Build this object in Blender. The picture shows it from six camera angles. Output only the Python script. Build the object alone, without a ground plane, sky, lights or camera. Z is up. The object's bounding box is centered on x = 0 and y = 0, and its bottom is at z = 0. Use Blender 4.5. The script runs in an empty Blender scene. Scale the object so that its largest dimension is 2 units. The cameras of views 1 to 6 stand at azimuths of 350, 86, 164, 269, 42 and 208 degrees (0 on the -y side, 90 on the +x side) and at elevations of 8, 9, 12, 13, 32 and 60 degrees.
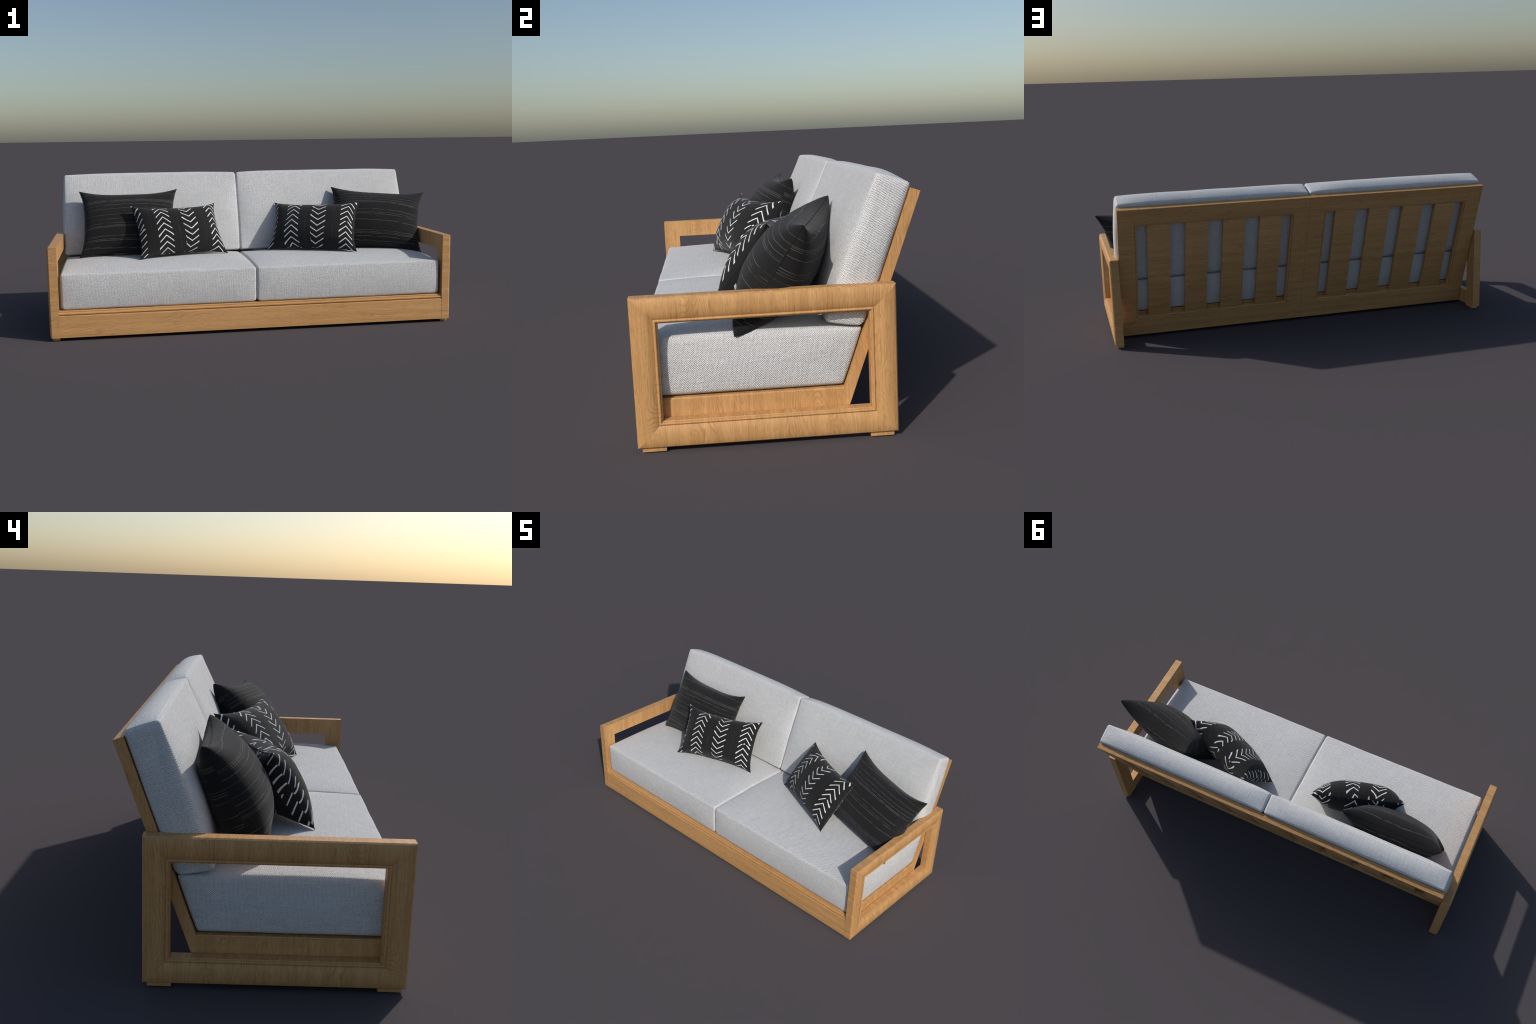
"""Two-seat wooden sofa: two picture-frame arms, a boxed seat base, a raked slatted back,
four woven linen cushions, and four dark scatter pillows (two striped, two chevron)."""
import bpy, bmesh, math
from math import sin, cos, pi, sqrt, exp
from mathutils import Vector, Matrix, noise

# ------------------------------------------------------------------ main sizes (metres)
FRONT, BACK = -0.409, 0.324            # arm frame, front and back edge
FLOOR_GAP, ARM_TOP = 0.0125, 0.4378    # arm frame, bottom and top edge
R_IN, R_OUT = 0.9192, 0.9557           # right arm, inner and outer edge (before the bulge)
L_IN, L_OUT = -0.9535, -0.9913         # left arm
BODY_L, BODY_R = -0.9505, 0.9170       # base and back panel between the arms
SEAM_X = -0.0148                       # joint between the two back panels
DECK = 0.1390                          # top of the seat base
PANEL_TOP_FRONT = Vector((0.0, 0.3790, 0.6952))
RAKE = math.radians(19.65)             # lean of the back
PANEL_THICK = 0.0300

SLOPE_UP = Vector((0, sin(RAKE), cos(RAKE)))      # up along the back panel
PANEL_OUT = Vector((0, cos(RAKE), -sin(RAKE)))    # away from the sitter


# ------------------------------------------------------------------ object helpers
def new_object(name, mesh, parent=None, mat=None, smooth_angle=None):
    ob = bpy.data.objects.new(name, mesh)
    bpy.context.scene.collection.objects.link(ob)
    if parent is not None:
        ob.parent = parent
    if mat is not None:
        mesh.materials.append(mat)
    if smooth_angle is not None:
        mesh.shade_smooth() if hasattr(mesh, "shade_smooth") else None
        mesh.set_sharp_from_angle(angle=math.radians(smooth_angle))
    return ob


def mesh_from(verts, faces, name):
    me = bpy.data.meshes.new(name)
    me.from_pydata([tuple(v) for v in verts], [], faces)
    bm = bmesh.new()
    bm.from_mesh(me)
    bmesh.ops.recalc_face_normals(bm, faces=bm.faces[:])
    bm.to_mesh(me)
    bm.free()
    me.update()
    return me


def prism(profile, axis_points, name):
    """Closed profile repeated at each station; axis_points is a list of functions point -> 3D."""
    n = len(profile)
    verts, faces = [], []
    for place in axis_points:
        verts += [place(p) for p in profile]
    for s in range(len(axis_points) - 1):
        for i in range(n):
            j = (i + 1) % n
            faces.append((s * n + i, s * n + j, (s + 1) * n + j, (s + 1) * n + i))
    faces.append(tuple(range(n)))
    faces.append(tuple(range((len(axis_points) - 1) * n, len(axis_points) * n)))
    return mesh_from(verts, faces, name)


def board(lo, hi, name, chamfer=0.0012, to_world=None):
    """Axis-aligned board with softened edges; to_world optionally maps local to sofa space."""
    bm = bmesh.new()
    bmesh.ops.create_cube(bm, size=1.0)
    for v in bm.verts:
        v.co = Vector([lo[k] + (v.co[k] + 0.5) * (hi[k] - lo[k]) for k in range(3)])
    if chamfer > 0:
        bmesh.ops.bevel(bm, geom=bm.edges[:], offset=chamfer, segments=2, profile=0.5, affect='EDGES')
    if to_world is not None:
        for v in bm.verts:
            v.co = to_world(v.co)
    bmesh.ops.recalc_face_normals(bm, faces=bm.faces[:])
    me = bpy.data.meshes.new(name)
    bm.to_mesh(me)
    bm.free()
    return me


# ------------------------------------------------------------------ node helpers
class Nodes:
    def __init__(self, name):
        self.mat = bpy.data.materials.new(name)
        self.mat.use_nodes = True
        self.t = self.mat.node_tree
        self.bsdf = self.t.nodes["Principled BSDF"]
        self.coord = self.t.nodes.new("ShaderNodeTexCoord")

    def add(self, kind, **props):
        nd = self.t.nodes.new(kind)
        for k, v in props.items():
            setattr(nd, k, v)
        return nd

    def put(self, socket, value):
        if hasattr(value, "is_output"):
            self.t.links.new(value, socket)
        elif value is not None:
            socket.default_value = value

    def m(self, op, a, b=None, c=None, clamp=False):
        nd = self.add("ShaderNodeMath", operation=op, use_clamp=clamp)
        for i, v in enumerate((a, b, c)):
            if v is not None:
                self.put(nd.inputs[i], v)
        return nd.outputs[0]

    def step(self, x, lo, hi):
        nd = self.add("ShaderNodeMapRange", interpolation_type='SMOOTHSTEP')
        self.put(nd.inputs[0], x)
        self.put(nd.inputs[1], lo)
        self.put(nd.inputs[2], hi)
        nd.inputs[3].default_value, nd.inputs[4].default_value = 0.0, 1.0
        return nd.outputs[0]

    def mix(self, f, a, b):
        nd = self.add("ShaderNodeMix", data_type='RGBA')
        self.put(nd.inputs[0], f)
        self.put(nd.inputs[6], a)
        self.put(nd.inputs[7], b)
        return nd.outputs[2]

    def pick(self, f, a, b):
        nd = self.add("ShaderNodeMix", data_type='FLOAT')
        self.put(nd.inputs[0], f)
        self.put(nd.inputs[2], a)
        self.put(nd.inputs[3], b)
        return nd.outputs[0]

    def split(self, v):
        nd = self.add("ShaderNodeSeparateXYZ")
        self.put(nd.inputs[0], v)
        return nd.outputs

    def join(self, x, y, z):
        nd = self.add("ShaderNodeCombineXYZ")
        for i, v in enumerate((x, y, z)):
            self.put(nd.inputs[i], v)
        return nd.outputs[0]

    def noise(self, vec, scale=1.0, detail=2.0, rough=0.5, dist=0.0):
        nd = self.add("ShaderNodeTexNoise")
        self.put(nd.inputs["Vector"], vec)
        nd.inputs["Scale"].default_value = scale
        nd.inputs["Detail"].default_value = detail
        nd.inputs["Roughness"].default_value = rough
        nd.inputs["Distortion"].default_value = dist
        return nd.outputs["Fac"]

    def bump(self, height, strength, distance):
        nd = self.add("ShaderNodeBump")
        nd.inputs["Strength"].default_value = strength
        nd.inputs["Distance"].default_value = distance
        self.put(nd.inputs["Height"], height)
        self.put(self.bsdf.inputs["Normal"], nd.outputs[0])


# ------------------------------------------------------------------ materials
def wood_material():
    n = Nodes("oiled_oak")
    x, y, z = n.split(n.coord.outputs["Object"])
    nx = n.split(n.coord.outputs["Normal"])[0]
    side = n.m('GREATER_THAN', n.m('ABSOLUTE', nx), 0.6)
    yz = n.m('ADD', n.m('MULTIPLY', y, 0.8), z)
    along = n.pick(side, x, z)            # grain runs up the arm faces, along the rest
    across = n.pick(side, yz, n.m('ADD', y, 3.7))
    def grain(ka, kc, seed, detail=2.0, rough=0.5):
        return n.noise(n.join(n.m('MULTIPLY', along, ka), n.m('MULTIPLY', across, kc), seed), 1.0, detail, rough)

    # growth rings: straight lines that the wandering field bends into ovals and cathedrals
    field = grain(5.0, 13.0, 0.0, 1.5)
    ring = n.m('FRACT', n.m('ADD', n.m('MULTIPLY', across, 75.0), n.m('MULTIPLY', field, n.pick(side, 9.0, 17.0))))
    ring_line = n.m('MULTIPLY', n.step(ring, 0.45, 0.93), n.m('SUBTRACT', 1.0, n.step(ring, 0.93, 1.0)))
    figure = n.m('MULTIPLY', n.step(grain(3.5, 9.0, 5.0), 0.45, 0.66), n.pick(side, 0.6, 1.0))
    strip = grain(1.0, 34.0, 9.0, 1.0)                 # broad lighter and darker strips
    streak = grain(6.0, 130.0, 2.0, 3.0, 0.6)          # fibres
    pore = grain(30.0, 520.0, 4.0, 2.0, 0.6)
    fleck = grain(9.0, 240.0, 7.0, 2.0, 0.55)         # short dark fibres
    vor = n.add("ShaderNodeTexVoronoi", feature='F1')
    n.put(vor.inputs["Vector"], n.join(n.m('MULTIPLY', along, 3.4), n.m('MULTIPLY', across, 8.0), 1.0))
    vor.inputs["Scale"].default_value = 1.0
    knot = n.m('SUBTRACT', 1.0, n.step(vor.outputs["Distance"], 0.01, 0.12))
    light, mid, dark = WOOD
    tone = n.m('ADD', n.m('MULTIPLY', n.step(streak, 0.3, 0.7), 0.5), n.m('MULTIPLY', n.step(strip, 0.36, 0.64), 0.5))
    col = n.mix(tone, mid, light)
    col = n.mix(n.m('MULTIPLY', n.m('MULTIPLY', ring_line, n.m('ADD', n.m('MULTIPLY', figure, 0.8), 0.2)), 0.42), col, dark)
    col = n.mix(n.m('MULTIPLY', n.m('SUBTRACT', 1.0, n.step(pore, 0.34, 0.48)), 0.36), col, dark)
    col = n.mix(n.m('MULTIPLY', n.m('SUBTRACT', 1.0, n.step(fleck, 0.30, 0.44)), 0.34), col, dark)
    col = n.mix(n.m('MULTIPLY', knot, 0.35), col, dark)
    n.put(n.bsdf.inputs["Base Color"], col)
    n.bsdf.inputs["Roughness"].default_value = 0.5
    n.bsdf.inputs["Specular IOR Level"].default_value = 0.35
    n.bump(n.m('ADD', n.m('MULTIPLY', pore, 0.6), n.m('MULTIPLY', streak, 0.4)), 0.25, 0.0008)
    return n.mat


def linen_material():
    n = Nodes("woven_linen")
    x, y, z = n.split(n.coord.outputs["Object"])
    nx, ny, nz = n.split(n.coord.outputs["Normal"])
    anx, any_, anz = (n.m('ABSOLUTE', v) for v in (nx, ny, nz))
    is_end = n.m('MULTIPLY', n.m('GREATER_THAN', anx, any_), n.m('GREATER_THAN', anx, anz))
    is_top = n.m('GREATER_THAN', anz, any_)
    a = n.pick(is_end, x, y)
    fine = is_top                        # top faces: the dark gap colour is mixed in more weakly than on the fronts and ends
    b = n.pick(is_end, n.pick(is_top, z, y), z)
    wob = n.noise(n.coord.outputs["Object"], 55.0, 3.0, 0.6)
    wob2 = n.noise(n.coord.outputs["Object"], 47.0, 3.0, 0.6)
    a2 = n.m('ADD', a, n.m('MULTIPLY', wob, 0.0040))
    b2 = n.m('ADD', b, n.m('MULTIPLY', wob2, 0.0050))
    wa = n.m('COSINE', n.m('MULTIPLY', a2, 2 * pi / WEAVE_ACROSS))
    wb = n.m('COSINE', n.m('MULTIPLY', b2, 2 * pi / WEAVE_UP))
    prod = n.m('MULTIPLY', wa, wb)
    warp = n.m('COSINE', n.m('MULTIPLY', a2, 4 * pi / WEAVE_ACROSS))     # low on the raised warp threads
    uneven = n.noise(n.coord.outputs["Object"], 210.0, 2.0, 0.6)         # some gaps are tighter than others
    fuzz = n.noise(n.coord.outputs["Object"], 900.0, 2.0, 0.6)
    thread = n.noise(n.join(n.m('MULTIPLY', a, 160.0), n.m('MULTIPLY', b, 14.0), 0.0), 1.0, 3.0, 0.6)
    weft = n.noise(n.join(n.m('MULTIPLY', a, 14.0), n.m('MULTIPLY', b, 160.0), 3.0), 1.0, 3.0, 0.6)
    blot = n.noise(n.coord.outputs["Object"], 9.0, 3.0)
    gap = n.m('ADD', n.m('ADD', prod, n.m('MULTIPLY', warp, 0.25)), n.m('MULTIPLY', n.m('SUBTRACT', uneven, 0.5), 1.5))
    hole = n.step(n.m('ADD', gap, n.m('MULTIPLY', n.m('SUBTRACT', fuzz, 0.5), 0.7)), 0.25, 0.95)
    col = n.mix(n.step(n.m('ADD', n.m('MULTIPLY', thread, 0.5), n.m('MULTIPLY', weft, 0.5)), 0.35, 0.65), LINEN_B, LINEN_A)
    col = n.mix(n.m('MULTIPLY', n.step(blot, 0.35, 0.7), 0.25), col, LINEN_B)
    col = n.mix(n.m('MULTIPLY', hole, n.pick(fine, 0.68, 0.36)), col, LINEN_HOLE)
    n.put(n.bsdf.inputs["Base Color"], col)
    n.bsdf.inputs["Roughness"].default_value = 0.95
    n.bsdf.inputs["Specular IOR Level"].default_value = 0.1
    n.bsdf.inputs["Sheen Weight"].default_value = 0.05
    h = n.m('ADD', n.m('MULTIPLY', gap, -0.5), n.m('MULTIPLY', n.m('ADD', thread, weft), 0.5))
    n.bump(n.m('ADD', h, n.m('MULTIPLY', fuzz, 0.35)), 0.85, 0.0028)
    return n.mat


def dark_cloth(n):
    """Shared ground of the dark pillows: charcoal cotton with a fine crepe bump."""
    obj = n.coord.outputs["Object"]
    weave = n.noise(obj, 700.0, 2.0, 0.6)
    crepe = n.noise(obj, 130.0, 3.0, 0.6, 0.6)
    col = n.mix(n.step(weave, 0.3, 0.7), BLACK_A, BLACK_B)
    n.bsdf.inputs["Roughness"].default_value = 0.92
    n.bsdf.inputs["Specular IOR Level"].default_value = 0.12
    n.bsdf.inputs["Sheen Weight"].default_value = 0.12
    n.bump(n.m('ADD', n.m('MULTIPLY', weave, 0.3), n.m('MULTIPLY', crepe, 0.9)), 0.6, 0.0028)
    return col


def striped_material(name, front_rows, back_rows):
    n = Nodes(name)
    col = dark_cloth(n)
    x, y, z = n.split(n.coord.outputs["Object"])
    back = n.m('GREATER_THAN', y, 0.0)
    wave = n.noise(n.join(n.m('MULTIPLY', x, 9.0), n.m('MULTIPLY', z, 6.0), 0.0), 1.0, 3.0, 0.55)
    drift = n.m('MULTIPLY', n.m('SUBTRACT', wave, 0.5), 0.013)
    run = n.m('SUBTRACT', x, n.m('MULTIPLY', n.m('SIGN', x), n.m('ABSOLUTE', y)))   # length along a stitched row
    mask = None
    for rows, flag in ((front_rows, n.m('SUBTRACT', 1.0, back)), (back_rows, back)):
        for i, (row, strength) in enumerate(rows):
            d = n.m('ABSOLUTE', n.m('SUBTRACT', n.m('ADD', z, drift), row))
            line = n.m('SUBTRACT', 1.0, n.step(d, 0.0003, 0.0011))
            stitch = n.m('SINE', n.m('ADD', n.m('MULTIPLY', run, 2 * pi / 0.0034), i * 1.7))
            fade = n.noise(n.join(n.m('MULTIPLY', x, 26.0), row * 40.0, 1.0), 1.0, 2.0)
            line = n.m('MULTIPLY', line, n.m('MULTIPLY', n.step(stitch, -0.35, 0.45), n.step(fade, 0.28, 0.55)))
            line = n.m('MULTIPLY', n.m('MULTIPLY', line, strength), flag)
            mask = line if mask is None else n.m('MAXIMUM', mask, line)
    n.put(n.bsdf.inputs["Base Color"], n.mix(mask, col, THREAD))
    return n.mat


LUMBAR_W, LUMBAR_H, LUMBAR_PUFF = 0.2375, 0.1495, 0.083


def chevron_material(name, columns):
    """Columns of painted chevrons on the unrolled cover; they run on over the top seam to the back."""
    pitch, half_width = 0.0346, 0.0029
    n = Nodes(name)
    col = dark_cloth(n)
    x, y, z = n.split(n.coord.outputs["Object"])
    back = n.m('GREATER_THAN', y, 0.0)
    ay = n.m('ABSOLUTE', y)

    def unroll(v, half, other, other_half):
        """Length measured over the belly rather than straight through the pillow."""
        ridge = n.m('MULTIPLY', LUMBAR_PUFF, n.m('POWER', n.m('MAXIMUM', 0.0, n.m('SUBTRACT', 1.0, n.m(
            'POWER', n.m('DIVIDE', n.m('ABSOLUTE', other), other_half), 2.8))), 0.55))
        drop = n.m('MAXIMUM', 0.0, n.m('SUBTRACT', ridge, ay))
        return n.m('ADD', v, n.m('MULTIPLY', n.m('SIGN', v), n.m('MULTIPLY', drop, 0.43)))

    xe = unroll(x, LUMBAR_W, z, LUMBAR_H)
    ze = unroll(z, LUMBAR_H, x, LUMBAR_W)
    ze = n.pick(back, ze, n.m('SUBTRACT', 0.325, ze))
    hand = n.m('SUBTRACT', n.noise(n.coord.outputs["Object"], 22.0, 2.0), 0.5)
    hand2 = n.m('SUBTRACT', n.noise(n.coord.outputs["Object"], 190.0, 2.0), 0.5)
    mask = None
    for cx, sign, apex, arm in columns:
        rise = 0.90 if sign > 0 else 0.76
        dx = n.m('SUBTRACT', n.m('ADD', xe, n.m('MULTIPLY', hand, 0.005)), cx)
        adx = n.m('ABSOLUTE', dx)
        zc = n.m('ADD', n.m('SUBTRACT', ze, apex), n.m('MULTIPLY', adx, sign * rise))
        row = n.m('ADD', n.m('DIVIDE', n.m('ADD', zc, n.m('MULTIPLY', hand, 0.004)), pitch), 20.5)
        cell = n.m('FLOOR', row)
        wn = n.add("ShaderNodeTexWhiteNoise", noise_dimensions='3D')
        n.put(wn.inputs["Vector"], n.join(cell, cx * 9.0, n.m('SIGN', dx)))
        rnd = wn.outputs["Value"]
        d = n.m('MULTIPLY', n.m('ABSOLUTE', n.m('SUBTRACT', n.m('FRACT', row), 0.5)), pitch / sqrt(1 + rise * rise))
        # the brush leaves a blob where some strokes end
        blob = n.m('MULTIPLY', n.step(adx, arm * 0.45, arm * 0.98), n.m('MULTIPLY', n.m('POWER', rnd, 2.0), 0.6))
        w = n.m('MULTIPLY', half_width, n.m('ADD', n.m('ADD', 0.82, blob), n.m('MULTIPLY', hand2, 0.7)))
        line = n.m('SUBTRACT', 1.0, n.step(n.m('SUBTRACT', d, w), -0.0004, 0.0004))
        reach = n.m('ADD', arm * 0.93, n.m('MULTIPLY', rnd, arm * 0.14))
        line = n.m('MULTIPLY', line, n.m('SUBTRACT', 1.0, n.step(n.m('SUBTRACT', adx, reach), -0.0006, 0.0006)))
        mask = line if mask is None else n.m('MAXIMUM', mask, line)
    faint = None
    for cx in (-0.182, -0.033, 0.118):
        d = n.m('ABSOLUTE', n.m('SUBTRACT', n.m('ADD', xe, n.m('MULTIPLY', hand, 0.006)), cx))
        line = n.m('MULTIPLY', n.m('SUBTRACT', 1.0, n.step(d, 0.0004, 0.0011)),
                   n.step(n.noise(n.join(cx * 50.0, 0.0, n.m('MULTIPLY', z, 150.0)), 1.0, 2.0), 0.5, 0.62))
        faint = line if faint is None else n.m('MAXIMUM', faint, line)
    col = n.mix(n.m('MULTIPLY', faint, 0.25), col, THREAD)
    n.put(n.bsdf.inputs["Base Color"], n.mix(mask, col, PAINT))
    return n.mat


WOOD = ((0.66, 0.369, 0.150, 1), (0.53, 0.279, 0.104, 1), (0.24, 0.113, 0.037, 1))
LINEN_A, LINEN_B, LINEN_HOLE = (0.865, 0.865, 0.86, 1), (0.745, 0.745, 0.745, 1), (0.26, 0.26, 0.26, 1)
WEAVE_ACROSS, WEAVE_UP = 0.0070, 0.0052      # two warp ends, two picks
BLACK_A, BLACK_B = (0.011, 0.011, 0.0112, 1), (0.021, 0.021, 0.0215, 1)
THREAD, PAINT = (0.36, 0.34, 0.32, 1), (0.72, 0.72, 0.72, 1)

OAK = wood_material()
LINEN = linen_material()


# ------------------------------------------------------------------ sofa: arm frames
def arc(cx, cy, r, a0, a1, k):
    return [(cx + r * cos(a0 + (a1 - a0) * i / k), cy + r * sin(a0 + (a1 - a0) * i / k)) for i in range(k + 1)]


def frame_profile():
    """(inset from the outer edge, height above the outer edge plane) across one frame member."""
    width, bulge_w, bulge = 0.0743, 0.0630, 0.0087
    p = [(0.0, -0.0365), (0.0, -0.0012), (0.0008, 0.0)]
    for i in range(1, 17):
        t = i / 17
        p.append((bulge_w * t, bulge * (1 - abs(2 * (0.06 + 0.94 * t) - 1.0) ** 2.3)))
    p.append((bulge_w, -0.0012))
    p += [(bulge_w + 0.0038 - 0.0036 * cos(pi * i / 8), -0.0012 + 0.0034 * sin(pi * i / 8)) for i in range(9)]
    p += [(0.0708, -0.0030), (0.0722, -0.0030), (0.0722, -0.0048), (width, -0.0060), (width, -0.0365)]
    return p


def arm_frame(parent, inner_x, outer_x):
    out = 1 if outer_x > inner_x else -1
    prof = [(d, h) for d, h in frame_profile()]
    depth = abs(outer_x - inner_x)
    prof = [(d, (-depth if h < -0.03 else h)) for d, h in prof]
    root = bpy.data.objects.new("arm", None)
    bpy.context.scene.collection.objects.link(root)
    root.parent = parent
    y0, y1, z0, z1 = FRONT, BACK, FLOOR_GAP, ARM_TOP
    gap = 0.00012
    corners = {"bl": (y0, z0, 1, 1), "br": (y1, z0, -1, 1), "tl": (y0, z1, 1, -1), "tr": (y1, z1, -1, -1)}

    def place(corner, along_y):
        cy, cz, sy, sz = corners[corner]

        def f(p):
            d, h = p
            shift_y = gap * sy if along_y else 0.0
            shift_z = 0.0 if along_y else gap * sz
            return Vector((outer_x + out * h, cy + sy * d + shift_y, cz + sz * d + shift_z))
        return f

    for name, a, b, along_y in (("armrest", "tl", "tr", True), ("bottom_rail", "bl", "br", True),
                                ("post", "bl", "tl", False), ("post", "br", "tr", False)):
        me = prism(prof, [place(a, along_y), place(b, along_y)], name)
        new_object(name, me, root, OAK, 32)
    fx0, fx1 = (inner_x + 0.001, outer_x - 0.0045) if out > 0 else (outer_x + 0.0050, inner_x - 0.001)
    for fy0, fy1 in ((-0.3970, -0.3300), (0.2450, 0.3120)):
        new_object("foot", board((fx0, fy0, 0.0), (fx1, fy1, FLOOR_GAP + 0.0004), "foot", 0.0008), root, OAK, 30)
    return root


# ------------------------------------------------------------------ sofa: base
def build_base(parent):
    root = bpy.data.objects.new("base", None)
    bpy.context.scene.collection.objects.link(root)
    root.parent = parent
    # front apron: flat board, rounded shoulder, groove, bead and a stepped lip
    prof = [(FRONT + 0.0008, FLOOR_GAP + 0.0008), (FRONT + 0.0008, 0.1135)]
    prof += [(FRONT + 0.0008 + 0.004 - 0.004 * cos(a), 0.1135 + 0.004 * sin(a)) for a in (pi / 8, pi / 4, 3 * pi / 8, pi / 2)]
    prof += [(FRONT + 0.0100, 0.1182), (FRONT + 0.0100, 0.1200)]
    prof += [(FRONT + 0.0065 - 0.0042 * sin(pi * i / 8), 0.1250 - 0.0054 * cos(pi * i / 8)) for i in range(1, 8)]
    prof += [(FRONT + 0.0068, 0.1304), (FRONT + 0.0120, 0.1312), (FRONT + 0.0120, 0.1326), (FRONT + 0.0112, 0.1362),
             (FRONT + 0.0135, DECK), (FRONT + 0.0700, DECK), (FRONT + 0.0700, FLOOR_GAP + 0.0008)]
    x0, x1 = L_IN + 0.0004, R_IN - 0.0004
    me = prism(prof, [lambda p: Vector((x0, p[0], p[1])), lambda p: Vector((x1, p[0], p[1]))], "apron")
    new_object("apron", me, root, OAK, 32)

    def panel_front_y(z):
        return PANEL_TOP_FRONT.y - (PANEL_TOP_FRONT.z - z) * math.tan(RAKE)

    # side rails follow the rake of the back
    for xa, xb in ((BODY_L, BODY_L + 0.03), (BODY_R - 0.03, BODY_R)):
        za, zb, yf = FLOOR_GAP + 0.002, DECK - 0.0003, FRONT + 0.0702
        out_x, in_x = (xa, xb) if xa < 0 else (xb, xa)
        s = 1 if out_x > in_x else -1
        ring = [(in_x, za), (out_x, za), (out_x, 0.1345), (out_x - s * 0.003, 0.1355), (out_x - s * 0.0042, zb), (in_x, zb)]
        me = prism(ring, [lambda p: Vector((p[0], yf, p[1])),
                          lambda p: Vector((p[0], panel_front_y(p[1]) - 0.0004, p[1]))], "side_rail")
        new_object("side_rail", me, root, OAK, 30)
    # back rail and deck board
    ring = [(0, 0.040), (0, DECK - 0.0010), (0.06, DECK - 0.0010), (0.06, 0.040)]
    me = prism(ring, [lambda p: Vector((BODY_L + 0.0305, panel_front_y(p[1]) - 0.0010 - p[0], p[1])),
                      lambda p: Vector((BODY_R - 0.0305, panel_front_y(p[1]) - 0.0010 - p[0], p[1]))], "back_rail")
    new_object("back_rail", me, root, OAK, 30)
    new_object("deck", board((BODY_L + 0.0305, FRONT + 0.0705, 0.10), (BODY_R - 0.0305, 0.105, DECK - 0.0012), "deck"),
               root, OAK, 30)
    return root


# ------------------------------------------------------------------ sofa: raked back
def on_back(p):
    """(x, depth behind the panel front, distance along the slope from its top) -> sofa space."""
    return Vector((p[0], 0, 0)) + PANEL_TOP_FRONT + PANEL_OUT * p[1] + SLOPE_UP * p[2]


def build_back(parent):
    low = -(PANEL_TOP_FRONT.z - FLOOR_GAP) / cos(RAKE)
    top_in, bottom_in = -0.0785, -0.6135
    bead = 0.0092
    halves = ((SEAM_X + 0.00025, BODY_R, 0.0638, 0.8394), (BODY_L, SEAM_X - 0.00025, -0.8672, -0.0945))
    for x0, x1, ix0, ix1 in halves:
        half = bpy.data.objects.new("back_panel", None)
        bpy.context.scene.collection.objects.link(half)
        half.parent = parent

        def slab(lo, hi, name, chamfer=0.0006):
            return new_object(name, board(lo, hi, name, chamfer, on_back), half, OAK, 30)

        t = PANEL_THICK
        e = 0.0002
        # one frame board with an opening; its foot is cut level with the floor
        c = 0.0007
        section = [(0.0, 0.0, 0), (0.0, t - c, 0), (c, t, 0), (1.0, t, 1), (1.0, 0.0, 1)]   # (inset, depth, at opening?)
        outer = [(x0, low, 1, 0), (x1, low, -1, 0), (x1, 0.0, -1, -1), (x0, 0.0, 1, -1)]
        inner = [(ix0, bottom_in), (ix1, bottom_in), (ix1, top_in), (ix0, top_in)]
        verts, faces = [], []
        for (ox, ot, sx, sz), (ax, at) in zip(outer, inner):
            for inset, depth, opening in section:
                if opening:
                    verts.append(on_back((ax, depth, at)))
                else:
                    p = on_back((ox + sx * inset, depth, ot + sz * inset))
                    if ot < -0.5:
                        p -= SLOPE_UP * ((p.z - FLOOR_GAP) / cos(RAKE))
                    verts.append(p)
        m = len(section)
        for k in range(4):
            for i in range(m):
                a, b = k * m, ((k + 1) % 4) * m
                faces.append((a + i, a + (i + 1) % m, b + (i + 1) % m, b + i))
        new_object("frame", mesh_from(verts, faces, "frame"), half, OAK, 30)
        # stepped moulding round the opening
        b = 0.0062
        ring = [(0.0, 0.003), (0.0, t - 0.0030), (0.0012, t - 0.0030), (0.0022, t - 0.0016), (0.0038, t - 0.0010),
                (0.0054, t - 0.0016), (0.0064, t - 0.0032), (bead, t - 0.0040), (bead, 0.003)]
        cs = [(ix0 + e, bottom_in + e, 1, 1), (ix1 - e, bottom_in + e, -1, 1),
              (ix1 - e, top_in - e, -1, -1), (ix0 + e, top_in - e, 1, -1)]
        for k in range(4):
            st = []
            for c in (cs[k], cs[(k + 1) % 4]):
                st.append(lambda p, c=c: on_back((c[0] + c[2] * p[0], p[1], c[1] + c[3] * p[0])))
            new_object("moulding", prism(ring, st, "moulding"), half, OAK, 32)
        # four broad slats with a slot either side
        oa, ob_ = ix0 + bead, ix1 - bead
        slat, slot_end = 0.1105, 0.0495
        pitch = ((ob_ - oa) - 2 * slot_end - slat) / 3
        for i in range(4):
            a = oa + slot_end + i * pitch
            slab((a, 0.0045, bottom_in + bead + 0.0004), (a + slat, t - 0.0045, top_in - bead - 0.0004), "slat")


# ------------------------------------------------------------------ cushions
def spread(n_mid, r_frac):
    """Stations on [-1, 1], crowded into the rounded rim."""
    rim = [1 - r_frac * (1 - i / 8.0) for i in range(9)]
    mid = [-1 + r_frac + (2 - 2 * r_frac) * i / n_mid for i in range(1, n_mid)]
    return [-v for v in reversed(rim)] + mid + rim


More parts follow.
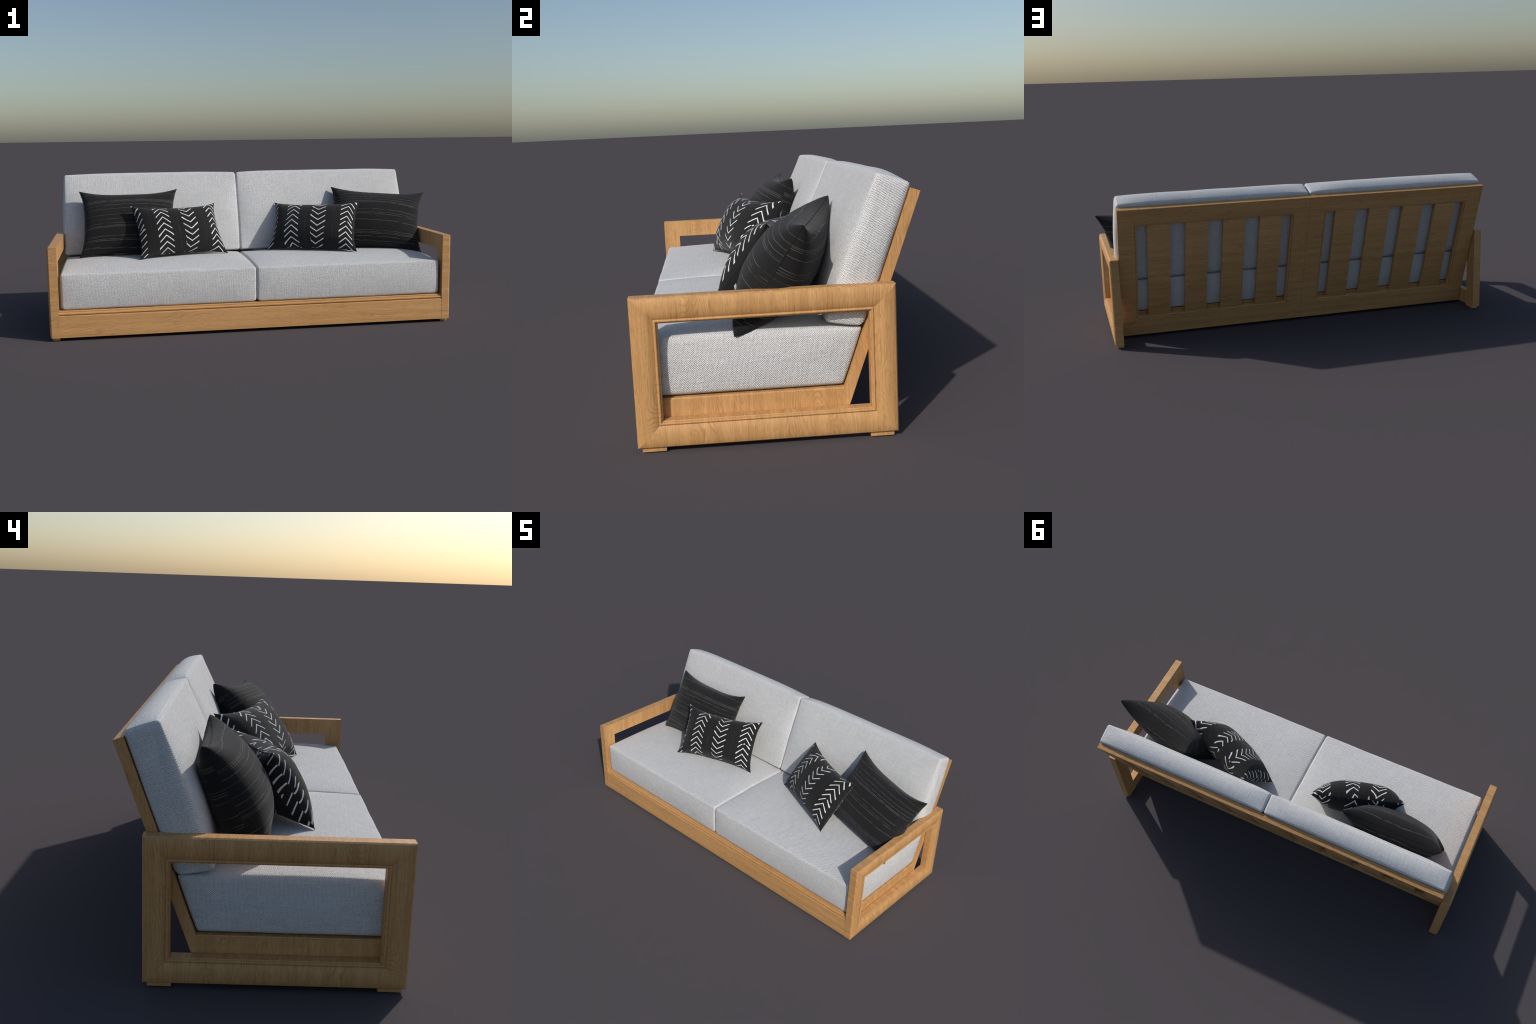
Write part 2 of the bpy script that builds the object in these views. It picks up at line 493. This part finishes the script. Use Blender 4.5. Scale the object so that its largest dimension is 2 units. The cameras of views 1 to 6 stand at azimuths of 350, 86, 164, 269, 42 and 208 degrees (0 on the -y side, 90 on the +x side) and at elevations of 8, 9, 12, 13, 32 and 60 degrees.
def cushion_mesh(name, lo, hi, radius, crown, warp, seed, counts=(40, 26, 12), end_round=0.0130):
    """Stuffed box: rounded rim with a slightly puckered seam, each face crowned."""
    lo, hi = Vector(lo), Vector(hi)
    half = (hi - lo) / 2
    mid = (hi + lo) / 2
    st = [spread(counts[k], (end_round if k == 0 else radius) / half[k]) for k in range(3)]
    index, verts, faces = {}, [], []

    def vert(i, j, k):
        key = (i, j, k)
        if key in index:
            return index[key]
        box = Vector((st[0][i] * half.x, st[1][j] * half.y, st[2][k] * half.z))
        core = Vector([max(-half[m] + radius, min(half[m] - radius, box[m])) for m in range(3)])
        d = box - core
        length = d.length
        pos = box
        if length > 1e-9:
            dirn = d / length
            if abs(dirn.x) < 0.999 and abs(dirn.y) < 0.999 and abs(dirn.z) < 0.999:
                big = sorted((abs(dirn.x), abs(dirn.y), abs(dirn.z)))
                ridge = exp(-((big[2] - big[1]) / 0.22) ** 2)
                pucker = noise.noise((core + Vector((seed, 0, 0))) * 70.0)
                pos = core + dirn * (radius + ridge * (0.0008 + 0.0010 * pucker))
            else:
                pos = core + dirn * radius
        e = min(end_round, max(0.0, abs(pos.x) - (half.x - end_round)))    # ends are rounder than the long seams
        inset = end_round - sqrt(end_round ** 2 - e ** 2)
        pos = Vector((pos.x, pos.y * (1 - inset / half.y), pos.z * (1 - inset / half.z)))
        u = Vector([max(-1, min(1, pos[m] / half[m])) for m in range(3)])
        fall = lambda v, p: 1 - abs(v) ** p
        out = Vector(pos)
        out.x += u.x * crown[0] * fall(u.y, 3.0) * fall(u.z, 2.0)
        out.y += u.y * (crown[1] if u.y < 0 else crown[3]) * fall(u.x, 10.0) * fall(u.z, 2.0)
        out.z += u.z * (crown[2] if u.z > 0 else crown[4]) * fall(u.x, 6.0) * fall(u.y, 2.0)
        out += mid
        wob = noise.noise(out * 7.0 + Vector((seed, 3.1, 0))) * 0.0022
        out += Vector((0, -1, 1)) * wob * 0.6
        index[key] = len(verts)
        verts.append(warp(out))
        return index[key]

    n = [len(s) - 1 for s in st]
    for i in range(n[0]):
        for j in range(n[1]):
            for k in (0, n[2]):
                faces.append((vert(i, j, k), vert(i + 1, j, k), vert(i + 1, j + 1, k), vert(i, j + 1, k)))
    for i in range(n[0]):
        for k in range(n[2]):
            for j in (0, n[1]):
                faces.append((vert(i, j, k), vert(i + 1, j, k), vert(i + 1, j, k + 1), vert(i, j, k + 1)))
    for j in range(n[1]):
        for k in range(n[2]):
            for i in (0, n[0]):
                faces.append((vert(i, j, k), vert(i, j + 1, k), vert(i, j + 1, k + 1), vert(i, j, k + 1)))
    me = mesh_from(verts, faces, name)
    me.shade_smooth()
    return me


def build_cushions(parent):
    spans = ((-0.9430, -0.0185), (-0.0165, 0.9110))
    y0, y1, z0, z1 = -0.3905, 0.2325, DECK + 0.0012, 0.3095

    def seat_warp(p):
        back = 0.2325 - 0.352 * (0.300 - p.z)
        v = (p.y - y0) / (y1 - y0) * 2 - 1
        lift = 0.0060 * (1 - v * v) * max(0.0, (p.z - z0) / (z1 - z0))   # the top also rises along its ends
        return Vector((p.x, y0 + (p.y - y0) * (back - y0) / (y1 - y0), p.z + lift))

    for i, (xa, xb) in enumerate(spans):
        # the inner ends press against each other, so only a small crown is left there
        def warp(p, xa=xa, xb=xb, i=i):
            q = seat_warp(p)
            under = min(0.016, max(0.0, z0 + 0.016 - p.z))        # lower edges are rounder
            inset = 0.016 - sqrt(0.016 ** 2 - under ** 2)
            mx, hx = (xa + xb) / 2, (xb - xa) / 2
            q.x = mx + (q.x - mx) * (1 - inset / hx)
            if q.y < -0.3:
                q.y += 0.4 * inset
            inner = SEAM_X - 0.0027
            q.x = min(q.x, inner - 0.0004) if i == 0 else max(q.x, inner + 0.0004)
            return q
        me = cushion_mesh("seat_cushion", (xa, y0, z0), (xb, y1, z1), 0.0085,
                          (0.0115, 0.0105, 0.0185, 0.009, 0.0), warp, 11.0 * i + 2.0)
        new_object("seat_cushion", me, parent, LINEN)

    # back cushions are built leaning: local y points to the sitter's back, local z up the slope
    m = Matrix.Translation(PANEL_TOP_FRONT) @ Matrix.Rotation(-RAKE, 4, 'X')
    rest = 0.3122
    for i, (xa, xb) in enumerate(((-0.9485, -0.0180), (-0.0160, 0.9180))):
        def warp(p, i=i):
            q = Vector(p)
            # thinner towards the top
            k = max(0.0, min(1.0, (q.z + 0.22) / 0.23))
            if q.y < 0:
                q.y *= 1.0 - 0.065 * k
            low = (-0.385 - q.z) / 0.03       # the bottom back edge is well rounded
            if low > 0:
                q.y = min(q.y, -0.0015 - 0.005 * low * low)
            inner = SEAM_X - 0.0022
            q.x = min(q.x, inner - 0.0004) if i == 0 else max(q.x, inner + 0.0004)
            w = m @ q
            d = (w.z - rest) / 0.012          # bottom rests flat on the seat
            if d < 4:
                w.z = rest + 0.012 * math.log(1 + exp(d))
            return m.inverted() @ w
        me = cushion_mesh("back_cushion", (xa, -0.1105, -0.4300), (xb, -0.0015, 0.0125), 0.0110,
                          (0.0105 + 0.002 * i, 0.0205, 0.0170, 0.0, 0.0), warp, 17.0 * i + 5.0, (40, 12, 26), 0.0115)
        ob = new_object("back_cushion", me, parent, LINEN)
        ob.matrix_world = m
    return


# ------------------------------------------------------------------ scatter pillows
def build_pillow(name, corners, shape, mat, label, seed):
    """corners: top left, top right, bottom right, bottom left (as seen from the front)."""
    puff, full, steep, pull, bow, sag = shape
    tl, tr, br, bl = (Vector(c) for c in corners)
    centre = (tl + tr + br + bl) / 4
    ax = ((tr - tl) + (br - bl)).normalized()
    up = ((tl - bl) + (tr - br))
    ay = up.cross(ax).normalized()            # local y points to the back of the pillow
    az = ax.cross(ay).normalized()
    rot = Matrix((ax, ay, az)).transposed().to_4x4()
    m = Matrix.Translation(centre) @ rot
    inv = m.inverted()
    ltl, ltr, lbr, lbl = (inv @ c for c in (tl, tr, br, bl))
    w = ((ltr - ltl).length + (lbr - lbl).length) / 4
    h = ((ltl - lbl).length + (ltr - lbr).length) / 4
    nu, nv = 84, 64
    us = [sin(pi / 2 * (-1 + 2 * i / nu)) for i in range(nu + 1)]
    vs = [sin(pi / 2 * (-1 + 2 * j / nv)) for j in range(nv + 1)]

    def sheet(u, v):
        """Point of the flat seam sheet: corners kept, edges drawn inwards."""
        uu = u * (1 - pull[0] * (1 - abs(v) ** bow))
        vv = v * (1 - (pull[1] if v > 0 else 0.8 * pull[1]) * (1 - abs(u) ** bow))   # the lower edge rests on the seat
        a, b = (uu + 1) / 2, (vv + 1) / 2
        return lbl * (1 - a) * (1 - b) + lbr * a * (1 - b) + ltl * (1 - a) * b + ltr * a * b

    def loft(u, v):
        v = v + sag * (1 - v * v)               # the filling settles low
        fu = max(0.0, 1 - abs(u) ** full) ** steep
        fv = max(0.0, 1 - abs(v) ** full) ** steep
        return fu * fv

    verts, faces, grid = [], [], {}
    for side in (-1, 1):
        for i, u in enumerate(us):
            for j, v in enumerate(vs):
                rim = i in (0, nu) or j in (0, nv)
                if rim and side == 1:
                    grid[side, i, j] = grid[-1, i, j]
                    continue
                p = sheet(u, v)
                t = loft(u, v)
                du, dv = (1 - abs(u)) * w, (1 - abs(v)) * h
                # little gathers where the cover is drawn into the seam
                g = 0.0
                g += exp(-((du - 0.018) / 0.016) ** 2) * noise.noise(Vector((seed + side, p.z * 60, du * 14)))
                g += exp(-((dv - 0.018) / 0.016) ** 2) * noise.noise(Vector((p.x * 60, seed - side, dv * 14)))
                soft = noise.noise(Vector((p.x * 8, p.z * 8, seed + 3 * side)))
                p = p + Vector((0, side * (puff * t + 0.0018 * g * min(1, t * 3) + 0.0035 * soft * t), 0))
                if rim:
                    edge = noise.noise(Vector((p.x * 55, p.z * 55, seed)))
                    p += Vector((p.x / w, 0, p.z / h)) * 0.0016 * edge
                grid[side, i, j] = len(verts)
                verts.append(p)
        for i in range(nu):
            for j in range(nv):
                q = [grid[side, i, j], grid[side, i + 1, j], grid[side, i + 1, j + 1], grid[side, i, j + 1]]
                faces.append(tuple(q))
    me = mesh_from(verts, faces, name)
    me.shade_smooth()
    ob = new_object(name, me, None, mat)
    # the seam where both faces meet stays a crisp edge
    rim_set = {grid[-1, i, j] for i in range(nu + 1) for j in range(nv + 1) if i in (0, nu) or j in (0, nv)}
    for e in me.edges:
        if e.vertices[0] in rim_set and e.vertices[1] in rim_set:
            e.use_edge_sharp = True
    ob.matrix_world = m
    ob["label"] = label
    ob["category"] = "throw pillow"
    # sewn seam cord round the rim
    loop = [(i, 0) for i in range(nu)] + [(nu, j) for j in range(nv)] + \
           [(i, nv) for i in range(nu, 0, -1)] + [(0, j) for j in range(nv, 0, -1)]
    pts = [Vector(verts[grid[-1, i, j]]) for i, j in loop]
    cv, cf, k, rad = [], [], 6, 0.0013
    count = len(pts)
    for s in range(count):
        tan = (pts[(s + 1) % count] - pts[s - 1]).normalized()
        side_v = tan.cross(Vector((0, 1, 0))).normalized()
        for c in range(k):
            a = 2 * pi * c / k
            cv.append(pts[s] + side_v * cos(a) * rad + Vector((0, 1, 0)) * sin(a) * rad)
    for s in range(count):
        for c in range(k):
            a, b = s * k + c, s * k + (c + 1) % k
            s2 = ((s + 1) % count) * k
            cf.append((a, b, s2 + (c + 1) % k, s2 + c))
    cme = mesh_from(cv, cf, "seam")
    cme.shade_smooth()
    cord = new_object("seam", cme, ob, CORD)
    return ob


def cord_material():
    n = Nodes("dark_cord")
    col = dark_cloth(n)
    n.put(n.bsdf.inputs["Base Color"], col)
    return n.mat


CORD = cord_material()

# ------------------------------------------------------------------ assemble
sofa = bpy.data.objects.new("wooden_sofa", None)
bpy.context.scene.collection.objects.link(sofa)
sofa["label"] = "two-seat oak frame sofa with slatted back and pale linen cushions"
sofa["category"] = "sofa"
arm_frame(sofa, R_IN, R_OUT)
arm_frame(sofa, L_IN, L_OUT)
build_base(sofa)
build_back(sofa)
build_cushions(sofa)

# rows of stitching up the face (local height, strength)
STRIPES_A = [(0.146, .6), (0.100, .55), (0.094, .8), (0.087, .55), (0.070, .8), (0.046, .5), (0.011, .6), (-0.014, .6),
             (-0.037, .7), (-0.051, .9), (-0.057, .8), (-0.102, .8), (-0.117, .6), (-0.123, .9), (-0.153, .9)]
STRIPES_B = [(0.145, .5), (0.118, .5), (0.096, .6), (0.078, .7), (0.064, .9), (0.058, .8), (0.010, .8), (-0.008, .6),
             (-0.018, .9), (-0.053, .9), (-0.108, .7), (-0.117, .8), (-0.123, .7), (-0.136, .8), (-0.152, .6)]
STRIPES_C = [(0.145, .7), (0.119, .8), (0.114, .7), (0.108, .8), (0.086, .9), (0.045, .9), (0.036, .7), (0.028, .9),
             (0.008, .8), (-0.040, .6), (-0.070, .8), (-0.078, .7), (-0.110, .8), (-0.140, .7)]
STRIPED_L = striped_material("striped_cotton", STRIPES_A, STRIPES_C)
STRIPED_R = striped_material("striped_cotton_dense", STRIPES_B, STRIPES_C)

# painted columns: centre, +1 points up / -1 points down, height of one apex, length of an arm
CHEVRON_L = chevron_material("chevron_cotton", [(-0.270, -1, -0.010, 0.053), (-0.1105, 1, 0.0098, 0.0395), (0.0330, -1, 0.0033, 0.0395),
                              (0.1940, 1, 0.0085, 0.0395)])
CHEVRON_R = chevron_material("chevron_cotton_shifted", [(-0.270, -1, 0.002, 0.053), (-0.1105, 1, -0.0040, 0.0395), (0.0330, -1, -0.0096, 0.0395),
                              (0.1940, 1, 0.0015, 0.0395)])

# shape: puff, fullness, steepness at the seam, pull of the edges (across, up), bow of the edges, settling
PLUMP = (0.103, 1.95, 0.38, (0.11, 0.185), 3.0, 0.10)
SLACK = (0.101, 1.95, 0.38, (0.11, 0.185), 3.0, 0.10)
build_pillow("striped_pillow", ((-.8652, .178, .6569), (-.3518, .1808, .6594), (-.3545, .003, .331), (-.8678, -.0005, .3293)),
             SLACK, STRIPED_L, "large charcoal pillow with thin pale stitched lines", 1.0)
build_pillow("striped_pillow", ((.5109, .2090, .6504), (.9990, .0700, .6160), (.9213, -.1256, .3062), (.4336, .0134, .3380)),
             PLUMP, STRIPED_R, "large charcoal pillow with thin pale stitched lines", 2.0)
LUMBAR = (LUMBAR_PUFF, 2.8, 0.55, (0.094, 0.195), 2.9, 0.0)
build_pillow("chevron_pillow", ((-.6062, -.0253, .5890), (-.1587, .1284, .5836), (-.1063, -.0188, .3313), (-.5647, -.1709, .3357)),
             LUMBAR, CHEVRON_L, "small black pillow painted with white chevron columns", 3.0)
build_pillow("chevron_pillow", ((.1868, .1913, .5726), (.6160, -.0020, .5812), (.5475, -.1735, .3362), (.1130, .0273, .3330)),
             LUMBAR, CHEVRON_R, "small black pillow painted with white chevron columns", 4.0)
